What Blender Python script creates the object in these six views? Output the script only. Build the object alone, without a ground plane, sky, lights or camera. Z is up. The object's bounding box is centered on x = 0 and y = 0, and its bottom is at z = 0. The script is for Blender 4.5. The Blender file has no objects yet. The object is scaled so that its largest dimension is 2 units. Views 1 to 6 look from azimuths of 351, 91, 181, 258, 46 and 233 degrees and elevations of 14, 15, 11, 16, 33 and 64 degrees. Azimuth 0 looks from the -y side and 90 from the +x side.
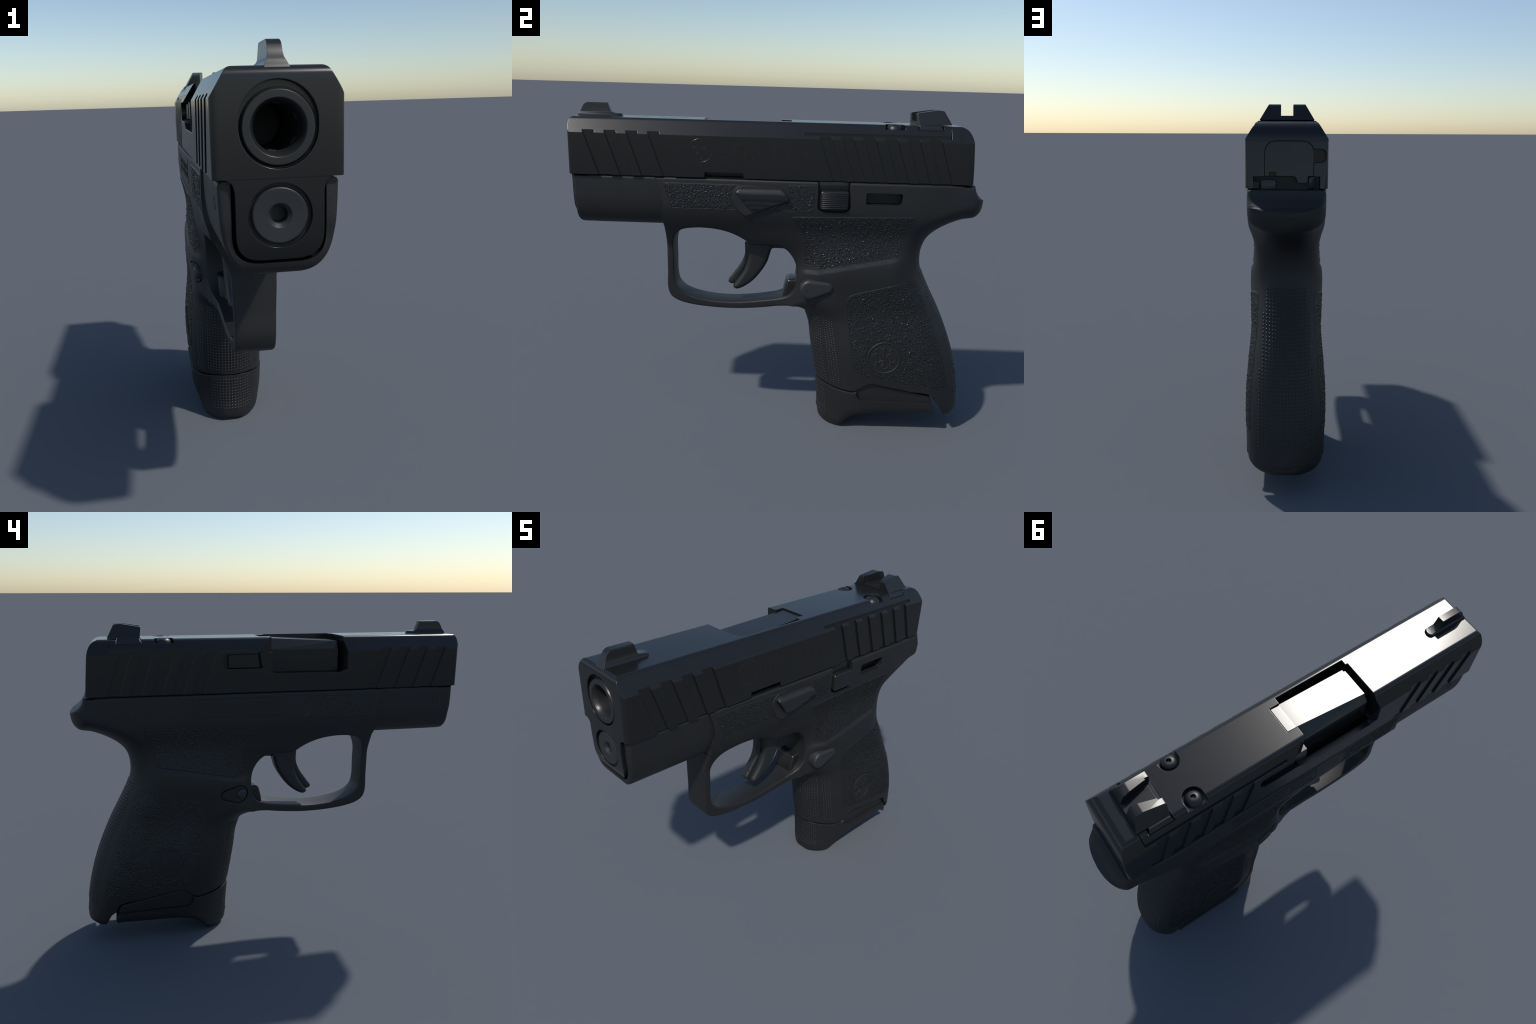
# Compact black pistol: polymer frame, machined slide, barrel, sights, trigger, magazine.
# y runs from muzzle (-1) to beavertail (+1); z is up; the gun's own mid-plane is x = X0.
import bpy, bmesh, math
import numpy as np
from mathutils import Vector, Matrix, noise
from mathutils.geometry import delaunay_2d_cdt

X0 = -0.0085
rng = np.random.default_rng(7)
scene = bpy.context.scene

# ------------------------------------------------------------------ materials
def new_mat(name):
    m = bpy.data.materials.new(name); m.use_nodes = True
    nt = m.node_tree
    for n in list(nt.nodes): nt.nodes.remove(n)
    out = nt.nodes.new("ShaderNodeOutputMaterial"); b = nt.nodes.new("ShaderNodeBsdfPrincipled")
    nt.links.new(b.outputs[0], out.inputs[0])
    return m, nt, b

def material(name, col, rough, spec=0.5, metal=0.0, grain=None, mottle=0.0, bevel=0.0, rough_var=0.0):
    """grain = (scale, strength, distance) bump; mottle = brightness variation of the base colour"""
    m, nt, b = new_mat(name)
    N, L = nt.nodes.new, nt.links.new
    b.inputs["Roughness"].default_value = rough
    b.inputs["Metallic"].default_value = metal
    b.inputs["Specular IOR Level"].default_value = spec
    tc = N("ShaderNodeTexCoord")
    n1 = N("ShaderNodeTexNoise"); n1.inputs["Scale"].default_value = 9.0; n1.inputs["Detail"].default_value = 5.0
    L(tc.outputs["Object"], n1.inputs["Vector"])
    cr = N("ShaderNodeValToRGB")
    lo = [c * (1 - mottle) for c in col]; hi = [c * (1 + mottle) for c in col]
    cr.color_ramp.elements[0].position = 0.3; cr.color_ramp.elements[0].color = (*lo, 1)
    cr.color_ramp.elements[1].position = 0.7; cr.color_ramp.elements[1].color = (*hi, 1)
    L(n1.outputs["Fac"], cr.inputs[0]); L(cr.outputs[0], b.inputs["Base Color"])
    if rough_var:
        mr = N("ShaderNodeMapRange")
        mr.inputs["To Min"].default_value = rough - rough_var; mr.inputs["To Max"].default_value = rough + rough_var
        n3 = N("ShaderNodeTexNoise"); n3.inputs["Scale"].default_value = 30.0; n3.inputs["Detail"].default_value = 6.0
        L(tc.outputs["Object"], n3.inputs["Vector"])
        L(n3.outputs["Fac"], mr.inputs["Value"]); L(mr.outputs[0], b.inputs["Roughness"])
    nrm = None
    if bevel:
        bv = N("ShaderNodeBevel"); bv.inputs["Radius"].default_value = bevel; bv.samples = 6
        nrm = bv.outputs[0]
    if grain:
        n2 = N("ShaderNodeTexNoise"); n2.inputs["Scale"].default_value = grain[0]; n2.inputs["Detail"].default_value = 2.0
        L(tc.outputs["Object"], n2.inputs["Vector"])
        bp = N("ShaderNodeBump"); bp.inputs["Strength"].default_value = grain[1]; bp.inputs["Distance"].default_value = grain[2]
        L(n2.outputs["Fac"], bp.inputs["Height"])
        if nrm is not None: L(nrm, bp.inputs["Normal"])
        nrm = bp.outputs[0]
    if nrm is not None: L(nrm, b.inputs["Normal"])
    return m

POLY = material("black_polymer", (0.0115, 0.0118, 0.0122), 0.50, 0.5, grain=(420, 0.35, 0.002), mottle=0.06)
DOTM = material("dotted_polymer", (0.0115, 0.0118, 0.0122), 0.36, 0.5, mottle=0.05)
PADM = material("stippled_polymer", (0.0118, 0.0122, 0.0127), 0.31, 0.5, mottle=0.05)
SLIDE = material("black_slide_steel", (0.0105, 0.0108, 0.0110), 0.245, 0.5, mottle=0.05, bevel=0.003)
BARREL = material("black_barrel_steel", (0.016, 0.0165, 0.017), 0.36, 0.5, mottle=0.05, bevel=0.003)
ROD = material("guide_rod_steel", (0.019, 0.0205, 0.022), 0.42, 0.5, mottle=0.05, bevel=0.003)
GLOSS = material("satin_black_part", (0.012, 0.0124, 0.013), 0.30, 0.5, mottle=0.04, bevel=0.0015)
SIGHT = material("sight_steel", (0.012, 0.0124, 0.013), 0.34, 0.5, mottle=0.04, bevel=0.0015)
SCREW = material("screw_steel", (0.011, 0.0115, 0.012), 0.42, 0.5, mottle=0.04)
TRIG = material("trigger_polymer", (0.017, 0.018, 0.019), 0.38, 0.5, mottle=0.05)
BTN = material("grey_black_button", (0.022, 0.0245, 0.026), 0.45, 0.5, mottle=0.05, grain=(300, 0.15, 0.001))
MARK = material("slide_lettering_steel", (0.0122, 0.0125, 0.0127), 0.27, 0.5, mottle=0.05)  # slide colour lightened: paints in the faint light caught by engraved edges
BOREM = material("bore_steel", (0.014, 0.0144, 0.0148), 0.55, 0.5, mottle=0.05)  # slightly darker and rougher than the barrel material, so the bore reads dark
SLIDEF = material("plain_slide_steel", (0.0105, 0.0108, 0.0110), 0.245, 0.5, mottle=0.05)
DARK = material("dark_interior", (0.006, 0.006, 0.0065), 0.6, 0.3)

# ------------------------------------------------------------------ object helpers
root = bpy.data.objects.new("pistol", None)
scene.collection.objects.link(root)
root["label"] = "compact matte black pistol with textured grip"
root["category"] = "handgun"

def weighted(mesh, angle):
    """large faces keep their own normal; small rounding faces blend between them"""
    mesh.polygons.foreach_set("use_smooth", [True] * len(mesh.polygons))
    mesh.set_sharp_from_angle(angle=math.radians(angle))
    a = bpy.data.objects.new("a", mesh); scene.collection.objects.link(a)
    md = a.modifiers.new("x", "WEIGHTED_NORMAL"); md.keep_sharp = True; md.weight = 100; md.mode = "FACE_AREA"
    bpy.context.view_layer.update()
    me = bpy.data.meshes.new_from_object(a.evaluated_get(bpy.context.evaluated_depsgraph_get()))
    bpy.data.objects.remove(a)
    return me

def add(name, mesh, mat, parent=None, smooth=30, weight=False):
    if weight: mesh = weighted(mesh, smooth); smooth = None
    o = bpy.data.objects.new(name, mesh)
    scene.collection.objects.link(o)
    o.parent = parent or root
    if mat: 
        mesh.materials.clear(); mesh.materials.append(mat)
    if smooth is not None:
        mesh.polygons.foreach_set("use_smooth", [True] * len(mesh.polygons))
        mesh.set_sharp_from_angle(angle=math.radians(smooth))
    return o

def mesh_from(verts, faces, name="m", fix=True, merge=0.0):
    me = bpy.data.meshes.new(name)
    me.from_pydata([tuple(map(float, v)) for v in verts], [], [tuple(map(int, f)) for f in faces])
    bm = bmesh.new(); bm.from_mesh(me)
    if merge: bmesh.ops.remove_doubles(bm, verts=bm.verts, dist=merge)
    if fix: bmesh.ops.recalc_face_normals(bm, faces=bm.faces)
    bm.to_mesh(me); bm.free()
    return me

def prism(poly, axis, a, b):
    """closed prism of a 2-D polygon; axis x: poly=(y,z), axis y: poly=(x,z), axis z: poly=(x,y)"""
    def place(p, t):
        return {"x": (t, p[0], p[1]), "y": (p[0], t, p[1]), "z": (p[0], p[1], t)}[axis]
    n = len(poly)
    v = [place(p, a) for p in poly] + [place(p, b) for p in poly]
    f = [tuple(range(n)), tuple(range(2 * n - 1, n - 1, -1))]
    f += [(i, (i + 1) % n, n + (i + 1) % n, n + i) for i in range(n)]
    return mesh_from(v, f)

def box(x0, x1, y0, y1, z0, z1):
    return prism([(y0, z0), (y1, z0), (y1, z1), (y0, z1)], "x", x0, x1)

def lathe_y(profile, cx, cz, n=64):
    """revolve (r, y) points about the line x=cx, z=cz; ends with r=0 are closed"""
    v, f, k = [], [], len(profile)
    for i in range(n):
        a = 2 * math.pi * i / n
        for r, y in profile: v.append((cx + r * math.cos(a), y, cz + r * math.sin(a)))
    for i in range(n):
        j = (i + 1) % n
        for q in range(k - 1): f.append((i * k + q, j * k + q, j * k + q + 1, i * k + q + 1))
    return mesh_from(v, f, merge=1e-6)

def lathe(profile, centre, axis, n=40):
    me = lathe_y(profile, 0, 0, n)
    ax = Vector(axis).normalized()
    me.transform(Matrix.Translation(centre) @ Vector((0, 1, 0)).rotation_difference(ax).to_matrix().to_4x4())
    return me

def join(meshes):
    bm = bmesh.new()
    for m in meshes: bm.from_mesh(m)
    me = bpy.data.meshes.new("m"); bm.to_mesh(me); bm.free()
    return me

def boolean(mesh, cutter, op="DIFFERENCE"):
    a = bpy.data.objects.new("a", mesh); b = bpy.data.objects.new("b", cutter)
    for o in (a, b): scene.collection.objects.link(o)
    md = a.modifiers.new("x", "BOOLEAN"); md.operation = op; md.object = b; md.solver = "EXACT"
    bpy.context.view_layer.update()
    me = bpy.data.meshes.new_from_object(a.evaluated_get(bpy.context.evaluated_depsgraph_get()))
    bpy.data.objects.remove(a); bpy.data.objects.remove(b)
    return me

def bevelled(mesh, width, seg=2, angle=30):
    a = bpy.data.objects.new("a", mesh); scene.collection.objects.link(a)
    md = a.modifiers.new("x", "BEVEL"); md.width = width; md.segments = seg; md.limit_method = "ANGLE"
    md.angle_limit = math.radians(angle)
    bpy.context.view_layer.update()
    me = bpy.data.meshes.new_from_object(a.evaluated_get(bpy.context.evaluated_depsgraph_get()))
    bpy.data.objects.remove(a)
    return me

# ------------------------------------------------------------------ 2-D curve helpers
def catmull(pts, n=8):
    p = [np.array(q, float) for q in pts]
    p = [2 * p[0] - p[1]] + p + [2 * p[-1] - p[-2]]
    out = []
    for i in range(1, len(p) - 2):
        # centripetal parametrisation keeps the curve tight on unevenly spaced points
        t = [0]
        for k in range(3): t.append(t[-1] + max(np.linalg.norm(p[i + k] - p[i + k - 1]), 1e-6) ** 0.5)
        for s in range(n):
            u = t[1] + (t[2] - t[1]) * s / n
            def lp(a, b, ta, tb): return a * ((tb - u) / (tb - ta)) + b * ((u - ta) / (tb - ta))
            a1, a2, a3 = (lp(p[i - 1 + k], p[i + k], t[k], t[k + 1]) for k in range(3))
            b1, b2 = lp(a1, a2, t[0], t[2]), lp(a2, a3, t[1], t[3])
            out.append(lp(b1, b2, t[1], t[2]))
    out.append(p[-2])
    return [tuple(q) for q in out]

def path(*pieces):
    """chain of smooth pieces (control-point lists); they meet in corners"""
    out = []
    for pc in pieces:
        c = catmull(pc) if len(pc) > 2 else [tuple(q) for q in pc]
        if out and np.hypot(out[-1][0] - c[0][0], out[-1][1] - c[0][1]) < 1e-5: c = c[1:]
        out += c
    if np.hypot(out[-1][0] - out[0][0], out[-1][1] - out[0][1]) < 1e-5: out.pop()
    return out

def resample(poly, h, closed=True):
    P = np.array(poly, float)
    if closed: P = np.vstack([P, P[:1]])
    out = []
    for a, b in zip(P[:-1], P[1:]):
        n = max(1, int(math.ceil(np.hypot(*(b - a)) / h)))
        out += [a + (b - a) * i / n for i in range(n)]
    if not closed: out.append(P[-1])
    Q = np.array(out)
    # drop points that crowd
    keep = [0]
    for i in range(1, len(Q)):
        if np.hypot(*(Q[i] - Q[keep[-1]])) > h * 0.25: keep.append(i)
    return Q[keep]

def rounded(poly, r, n=6):
    """round every corner of a polygon by radius r"""
    out, m = [], len(poly)
    for i in range(m):
        p = np.array(poly[i], float); a = np.array(poly[i - 1], float); b = np.array(poly[(i + 1) % m], float)
        rr = r[i] if isinstance(r, (list, tuple)) else r
        da, db = a - p, b - p
        la, lb = np.linalg.norm(da), np.linalg.norm(db)
        t = min(rr, la * 0.45, lb * 0.45)
        A, B = p + da / la * t, p + db / lb * t
        for k in range(n + 1):
            u = k / n
            out.append(tuple((1 - u) ** 2 * A + 2 * u * (1 - u) * p + u * u * B))
    return out

def circle(cx, cy, r, n=32):
    return [(cx + r * math.cos(2 * math.pi * i / n), cy + r * math.sin(2 * math.pi * i / n)) for i in range(n)]

def dist_to(poly, P, closed=True):
    A = np.asarray(poly, float); B = np.roll(A, -1, 0)
    if not closed: A, B = A[:-1], B[:-1]
    P = np.asarray(P, float); out = np.empty(len(P))
    d = B - A; dd = (d ** 2).sum(1) + 1e-18
    for s in range(0, len(P), 2000):
        q = P[s:s + 2000, None, :] - A[None]
        t = np.clip((q * d[None]).sum(2) / dd[None], 0, 1)
        out[s:s + 2000] = np.sqrt(((q - t[..., None] * d[None]) ** 2).sum(2).min(1))
    return out

def inside(poly, P):
    A = np.asarray(poly, float); B = np.roll(A, -1, 0); P = np.asarray(P, float)
    res = np.zeros(len(P), bool)
    for a, b in zip(A, B):
        c = (a[1] > P[:, 1]) != (b[1] > P[:, 1])
        if c.any():
            xi = a[0] + (P[:, 1] - a[1]) * (b[0] - a[0]) / (b[1] - a[1] + 1e-18)
            res ^= c & (P[:, 0] < xi)
    return res

def offset_in(poly, d):
    """points moved d to the inside of a closed polygon"""
    P = np.asarray(poly, float)
    t = np.roll(P, -1, 0) - np.roll(P, 1, 0)
    t /= np.linalg.norm(t, axis=1)[:, None] + 1e-12
    n = np.stack([-t[:, 1], t[:, 0]], 1)
    area = 0.5 * np.sum(P[:, 0] * np.roll(P[:, 1], -1) - np.roll(P[:, 0], -1) * P[:, 1])
    return P + n * (d if area > 0 else -d)

def smooth01(a, b, x):
    t = np.clip((np.asarray(x, float) - a) / (b - a), 0, 1)
    return t * t * (3 - 2 * t)

def spline(xs, ys):
    xs, ys = np.array(xs, float), np.array(ys, float)
    m = np.gradient(ys, xs)
    def f(x):
        x = np.clip(np.asarray(x, float), xs[0], xs[-1])
        i = np.clip(np.searchsorted(xs, x) - 1, 0, len(xs) - 2)
        h = xs[i + 1] - xs[i]; t = (x - xs[i]) / h
        return ((2*t**3 - 3*t*t + 1) * ys[i] + (t**3 - 2*t*t + t) * h * m[i] + (-2*t**3 + 3*t*t) * ys[i+1] + (t**3 - t*t) * h * m[i+1])
    return f

# ------------------------------------------------------------------ solid from a side outline and a half-thickness field
RINGS = (0.0005, 0.0018, 0.004, 0.0075, 0.012, 0.019, 0.028, 0.040, 0.056)
def triangulate(outline, holes=(), feats=(), h=0.010, grid=0.018, rings=RINGS, open_lines=()):
    loops = [resample(outline, h)] + [resample(q, h) for q in holes]
    pts, edges = [], []
    def put(L, closed=True):
        s = len(pts); pts.extend(map(tuple, L)); n = len(L)
        edges.extend((s + i, s + (i + 1) % n) for i in range(n if closed else n - 1))
    for L in loops: put(L)
    nb = len(pts)
    # lines where the thickness jumps: two parallel rows of points
    fl = []
    for q in feats:
        r = resample(q, h * 0.7)
        for d in (0.0, 0.0016): fl.append((offset_in(r, d), True))
    for q in open_lines:
        r = resample(q, h * 0.7, closed=False)
        t = np.gradient(r, axis=0); t /= np.linalg.norm(t, axis=1)[:, None]
        n = np.stack([-t[:, 1], t[:, 0]], 1)
        for d in (-0.0008, 0.0008): fl.append((r + n * d, False))
    def dist_b(P): return np.min([dist_to(L, P) for L in loops], axis=0)
    def ins(P):
        m = inside(loops[0], P)
        for L in loops[1:]: m &= ~inside(L, P)
        return m
    fpts = []
    for L, c in fl:
        ok = ins(L) & (dist_b(L) > 0.0012)
        run = []
        for i, o in enumerate(ok):
            if o: run.append(L[i])
            elif run:
                put(run, False); run = []
        if run: put(run, c and ok.all())
        fpts.append(L[ok])
    fpts = np.vstack(fpts) if fpts else np.zeros((0, 2))
    extra = []
    for k, d in enumerate(rings):
        for j, L in enumerate(loops):
            R = offset_in(L, d if j == 0 else -d)
            if k % 2: R = 0.5 * (R + np.roll(R, -1, 0))
            R = R[ins(R)]
            if len(R): extra.append(R[dist_b(R) > d * 0.85])
    A = np.array(loops[0]); lo, hi = A.min(0), A.max(0)
    gy, gz = np.meshgrid(np.arange(lo[0], hi[0], grid), np.arange(lo[1], hi[1], grid * 0.87))
    gy[1::2] += grid / 2
    G = np.stack([gy.ravel(), gz.ravel()], 1); G = G[ins(G)]
    G = G[dist_b(G) > rings[-1] + grid * 0.4] if len(rings) else G
    extra.append(G)
    E = np.vstack(extra)
    if len(fpts):
        d = np.empty(len(E))
        for s in range(0, len(E), 2000):
            d[s:s+2000] = np.sqrt(((E[s:s+2000, None] - fpts[None]) ** 2).sum(2).min(1))
        E = E[d > 0.004]
    pts.extend(map(tuple, E))
    res = delaunay_2d_cdt([Vector(p) for p in pts], edges, [], 0, 1e-6)
    V = np.array([tuple(v) for v in res[0]]); F = np.array(res[2])
    C = V[F].mean(1)
    F = F[ins(C)]
    return V, F, loops

def solid(V, F, tp, tm, x0=X0):
    """two sheets x0+tp and x0-tm joined by walls round the border"""
    n = len(V)
    v = [(x0 + t, p[0], p[1]) for p, t in zip(V, tp)] + [(x0 - t, p[0], p[1]) for p, t in zip(V, tm)]
    f = [tuple(t) for t in F] + [tuple(n + i for i in t[::-1]) for t in F]
    cnt = {}
    for t in F:
        for a, b in ((t[0], t[1]), (t[1], t[2]), (t[2], t[0])):
            cnt[(a, b)] = 1
    for (a, b) in cnt:
        if (b, a) not in cnt: f.append((b, a, n + a, n + b))
    return mesh_from(v, f, merge=2e-5)

# ------------------------------------------------------------------ frame: outline
tail_top = [(0.925, 1.306), (0.934, 1.280), (0.948, 1.259), (0.968, 1.242), (0.985, 1.232), (1.0, 1.222)]
tail_under = [(1.0, 1.222), (0.9985, 1.200), (0.992, 1.172), (0.976, 1.147), (0.955, 1.132), (0.900, 1.121), (0.835, 1.094),
              (0.775, 1.055), (0.742, 1.018), (0.7245, 0.970), (0.722, 0.905), (0.736, 0.850), (0.781, 0.757), (0.837, 0.652),
              (0.889, 0.537), (0.930, 0.425), (0.961, 0.309), (0.978, 0.212), (0.986, 0.125), (0.981, 0.106), (0.960, 0.093)]
heel = [(0.960, 0.093), (0.925, 0.084), (0.907, 0.086), (0.896, 0.097), (0.883, 0.120), (0.868, 0.152), (0.856, 0.168), (0.838, 0.180)]
grip_bottom = [(0.838, 0.180), (0.815, 0.220), (0.700, 0.240), (0.600, 0.258), (0.510, 0.274), (0.480, 0.270), (0.445, 0.246), (0.412, 0.226)]
seam = [(0.412, 0.226), (0.360, 0.229), (0.310, 0.236), (0.262, 0.246), (0.229, 0.252)]
front_strap = [(0.229, 0.252), (0.208, 0.362), (0.192, 0.450), (0.171, 0.570), (0.162, 0.602), (0.147, 0.628), (0.111, 0.651), (0.070, 0.656)]
guard_bottom = [(0.070, 0.656), (0.036, 0.652), (-0.077, 0.635), (-0.173, 0.627), (-0.260, 0.626), (-0.339, 0.630), (-0.427, 0.640),
                (-0.501, 0.660), (-0.538, 0.686), (-0.553, 0.725), (-0.553, 0.826), (-0.554, 0.981), (-0.558, 1.062)]
dust_cover = [(-0.558, 1.062), (-0.950, 1.061)]
dust_front = [(-0.950, 1.061), (-0.967, 1.066), (-0.976, 1.080), (-0.981, 1.110), (-0.981, 1.156), (-0.985, 1.205), (-0.985, 1.306)]
FRAME = path(tail_top, tail_under, heel, grip_bottom, seam, front_strap, guard_bottom, dust_cover, dust_front, [(-0.985, 1.306), (0.925, 1.306)])
WINDOW = path([(-0.132, 0.972), (-0.162, 0.996), (-0.205, 1.021), (-0.256, 1.041), (-0.319, 1.054), (-0.383, 1.058), (-0.425, 1.055), (-0.467, 1.047),
               (-0.491, 1.033), (-0.512, 1.004), (-0.521, 0.965), (-0.520, 0.870), (-0.518, 0.782), (-0.508, 0.742), (-0.483, 0.712), (-0.435, 0.688), (-0.361, 0.670),
               (-0.265, 0.661), (-0.174, 0.663), (-0.078, 0.674), (0.020, 0.692), (0.066, 0.715), (0.090, 0.750), (0.100, 0.800), (0.099, 0.857),
               (0.083, 0.905), (0.051, 0.948), (0.020, 0.968), (-0.010, 0.974)], [(-0.010, 0.974), (-0.132, 0.972)])
BACK = resample(catmull(tail_under[:-2] + [(0.992, 0.02), (0.995, -0.10)]), 0.012, closed=False)
HEEL = resample(catmull([(1.03, 0.112), (0.960, 0.093), (0.925, 0.084), (0.890, 0.084), (0.800, 0.090)]), 0.01, closed=False)

# ------------------------------------------------------------------ frame: half-thickness field
STRAP_R, MAG_R = 0.265, 0.25
hw_grip = spline([0.0, 0.07, 0.14, 0.25, 0.38, 0.50, 0.60, 0.70, 0.80, 0.93, 1.06, 1.14, 1.20, 1.31],
                 [0.160, 0.166, 0.172, 0.176, 0.177, 0.171, 0.162, 0.153, 0.147, 0.146, 0.150, 0.157, 0.160, 0.161])
hw_body = spline([0.0, 0.90, 0.955, 0.99, 1.032, 1.065, 1.098, 1.135, 1.17, 1.20, 1.31],
                 [0.075, 0.075, 0.078, 0.091, 0.110, 0.127, 0.1425, 0.154, 0.160, 0.161, 0.161])
hw_dust = spline([1.0615, 1.0625, 1.067, 1.075, 1.087, 1.102, 1.130, 1.170, 1.240, 1.310],
                 [0.045, 0.058, 0.078, 0.095, 0.110, 0.122, 0.136, 0.146, 0.152, 0.154])
y_strap = spline([0.0, 0.024, 0.112, 0.25, 0.362, 0.45, 0.57, 0.61, 0.66, 0.75], [0.255, 0.246, 0.241, 0.227, 0.206, 0.190, 0.169, 0.152, 0.10, -0.1])
y_step = spline([1.05, 1.075, 1.10, 1.13, 1.175, 1.225, 1.31], [-0.5585, -0.5600, -0.567, -0.569, -0.558, -0.563, -0.590])
tail_plan = spline([0.0, 0.88, 0.92, 0.95, 0.97, 0.985, 0.995, 1.0], [0.2, 0.170, 0.160, 0.150, 0.138, 0.122, 0.104, 0.085])

def round_in(d, R, p=2.0):
    return (1 - (1 - np.clip(d / R, 0, 1)) ** p) ** (1 / p)

def half_width(P, side=1):
    y, z = P[:, 0], P[:, 1]
    g = hw_grip(z)
    # ledge below the upper pad: the lower grip stands prouder
    line = np.interp(y, [0.10, 0.20, 0.35, 0.58, 0.62], [0.862, 0.866, 0.899, 0.944, 0.95])
    led = np.clip((line - z) / 0.021, 0, 1) * smooth01(0.11, 0.145, y) * (1 - smooth01(0.56, 0.64, y))
    g = g - 0.002
    # front strap: elliptic nose, fading out where the guard joins
    flare = (0.0150 if side > 0 else 0.0115) * smooth01(1.03, 1.17, z) * smooth01(-0.42, 0.12, y) * (1 - smooth01(0.66, 0.92, y))
    nose = round_in(y - y_strap(z), STRAP_R)
    root = np.interp(y, [-0.6, 0.0, 0.05, 0.10, 0.14, 0.20, 0.30], [0.073, 0.073, 0.086, 0.105, 0.127, 0.149, 0.160])
    upper = np.maximum(g * round_in(y - 0.165 + (z - 0.60) * 0.20, STRAP_R), root)
    upper = upper + (g - upper) * smooth01(0.86, 1.04, z)
    k = smooth01(np.interp(y, [0.05, 0.15], [0.55, 0.60]), np.interp(y, [0.05, 0.16], [0.62, 0.74]), z)
    grip = g * nose * (1 - k) + upper * k
    low = smooth01(-0.12, 0.02, y); high = smooth01(-0.34, 0.22, y)
    w = low + (high - low) * smooth01(0.80, 0.98, z)
    body = hw_body(z)
    t = body + (grip - body) * w + flare + 0.0070 * led * smooth01(0.72, 0.84, z)
    below = z < 0.62
    t = np.where(below, grip, t)
    t = np.where((y < y_step(z)) & (z > 1.050), hw_dust(z), t)
    # rounded back: web, backstrap, underside of the tail
    d = dist_to(BACK, P, closed=False)
    R = np.interp(z, [0.0, 0.85, 1.05, 1.15], [0.165, 0.160, 0.13, 0.085])
    back = round_in(d, R, 2.15)
    sel = y > 0.45
    t = np.where(sel, np.minimum(t, t * back), t)
    t = np.where(sel & (z > 1.05), np.minimum(t, tail_plan(y)), t)
    t = np.where((y > 0.82) & (z < 0.30), t * (0.56 + 0.44 * round_in(dist_to(HEEL, P, closed=False), 0.048)), t)
    return t

def edge_round(t, d, r):
    c = np.clip(r - d, 0, r)
    return np.maximum(t - (r - np.sqrt(np.maximum(r * r - c * c, 0))), 0)

# pockets on the left (+x) side: slide-catch slot and a small rectangular window
CATCH = rounded([(0.182, 1.32), (0.182, 1.178), (0.205, 1.162), (0.318, 1.163), (0.341, 1.182), (0.333, 1.28), (0.331, 1.32)], [0.001, 0.02, 0.02, 0.02, 0.02, 0.01, 0.001])
SLOT = rounded([(0.409, 1.262), (0.412, 1.204), (0.578, 1.204), (0.584, 1.222), (0.584, 1.262)], 0.012)
# recess round the round button on the right (-x) side
def hull2(c1, r1, c2, r2, n=14):
    a = math.atan2(c2[1] - c1[1], c2[0] - c1[0]); L = math.hypot(c2[0] - c1[0], c2[1] - c1[1])
    b = math.acos((r1 - r2) / L)
    P = [(c2[0] + r2 * math.cos(a - b + 2 * b * i / n), c2[1] + r2 * math.sin(a - b + 2 * b * i / n)) for i in range(n + 1)]
    P += [(c1[0] + r1 * math.cos(a + b + (2 * math.pi - 2 * b) * i / n), c1[1] + r1 * math.sin(a + b + (2 * math.pi - 2 * b) * i / n)) for i in range(n + 1)]
    return P
TEAR = hull2((0.173, 0.777), 0.050, (0.245, 0.780), 0.030)
TEAR_IN = hull2((0.173, 0.777), 0.0435, (0.245, 0.780), 0.0235)

RIDGE = [(0.145, 0.8625), (0.20, 0.866), (0.35, 0.899), (0.585, 0.945)]
stepline = [(float(y_step(z)), z) for z in np.linspace(1.0635, 1.305, 24)]
V, F, loops = triangulate(FRAME, [WINDOW], [CATCH, SLOT, TEAR, TEAR_IN], open_lines=[stepline, RIDGE, [(a, b - 0.021) for a, b in RIDGE]])
T = half_width(V); T2 = half_width(V, -1)
D = np.min([dist_to(L, V) for L in loops], axis=0)
r_edge = np.where(V[:, 0] < -0.9, 0.012, 0.0075)
r_edge = np.where((V[:, 1] < 0.30) & (V[:, 0] < 0.97), 0.003, r_edge)
r_edge = np.where((V[:, 1] > 1.24) & (V[:, 0] > 0.87), 0.018, r_edge)
Tp, Tm = edge_round(T, D, r_edge), edge_round(T2, D, r_edge)
Tp[inside(offset_in(resample(CATCH, 0.007), 0.0012), V)] -= 0.026
Tp[inside(offset_in(resample(SLOT, 0.007), 0.0012), V)] -= 0.055
Tm[inside(offset_in(resample(TEAR, 0.007), 0.0012), V)] -= 0.007
Tm[inside(offset_in(resample(TEAR_IN, 0.007), 0.0012), V)] += 0.010
frame_me = solid(V, F, Tp, Tm)

def lug_profile(grow=0.0, top=1.33):
    w, b = 0.112 + grow, 1.102 - grow
    return rounded([(X0 - w, top), (X0 - w, b), (X0 + w, b), (X0 + w, top)], [0.001, 0.075, 0.075, 0.001], 10)
frame_me = boolean(frame_me, prism(lug_profile(0.009, 1.40), "y", -1.1, -0.78))
frame = add("frame", frame_me, POLY, smooth=35)

def surf(y, z, side=1):
    return float(half_width(np.array([[y, z]]), side)[0])

# ------------------------------------------------------------------ stippled pads
def grain_height(P):
    out = np.empty(len(P))
    for i, (y, z) in enumerate(P):
        a = noise.noise(Vector((y * 165, z * 185, 3.1)))
        b = noise.noise(Vector((y * 300, z * 300, 9.7)))
        out[i] = 0.0052 * (abs(a) * 1.9 - 0.5) + 0.0032 * b
    return out

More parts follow.
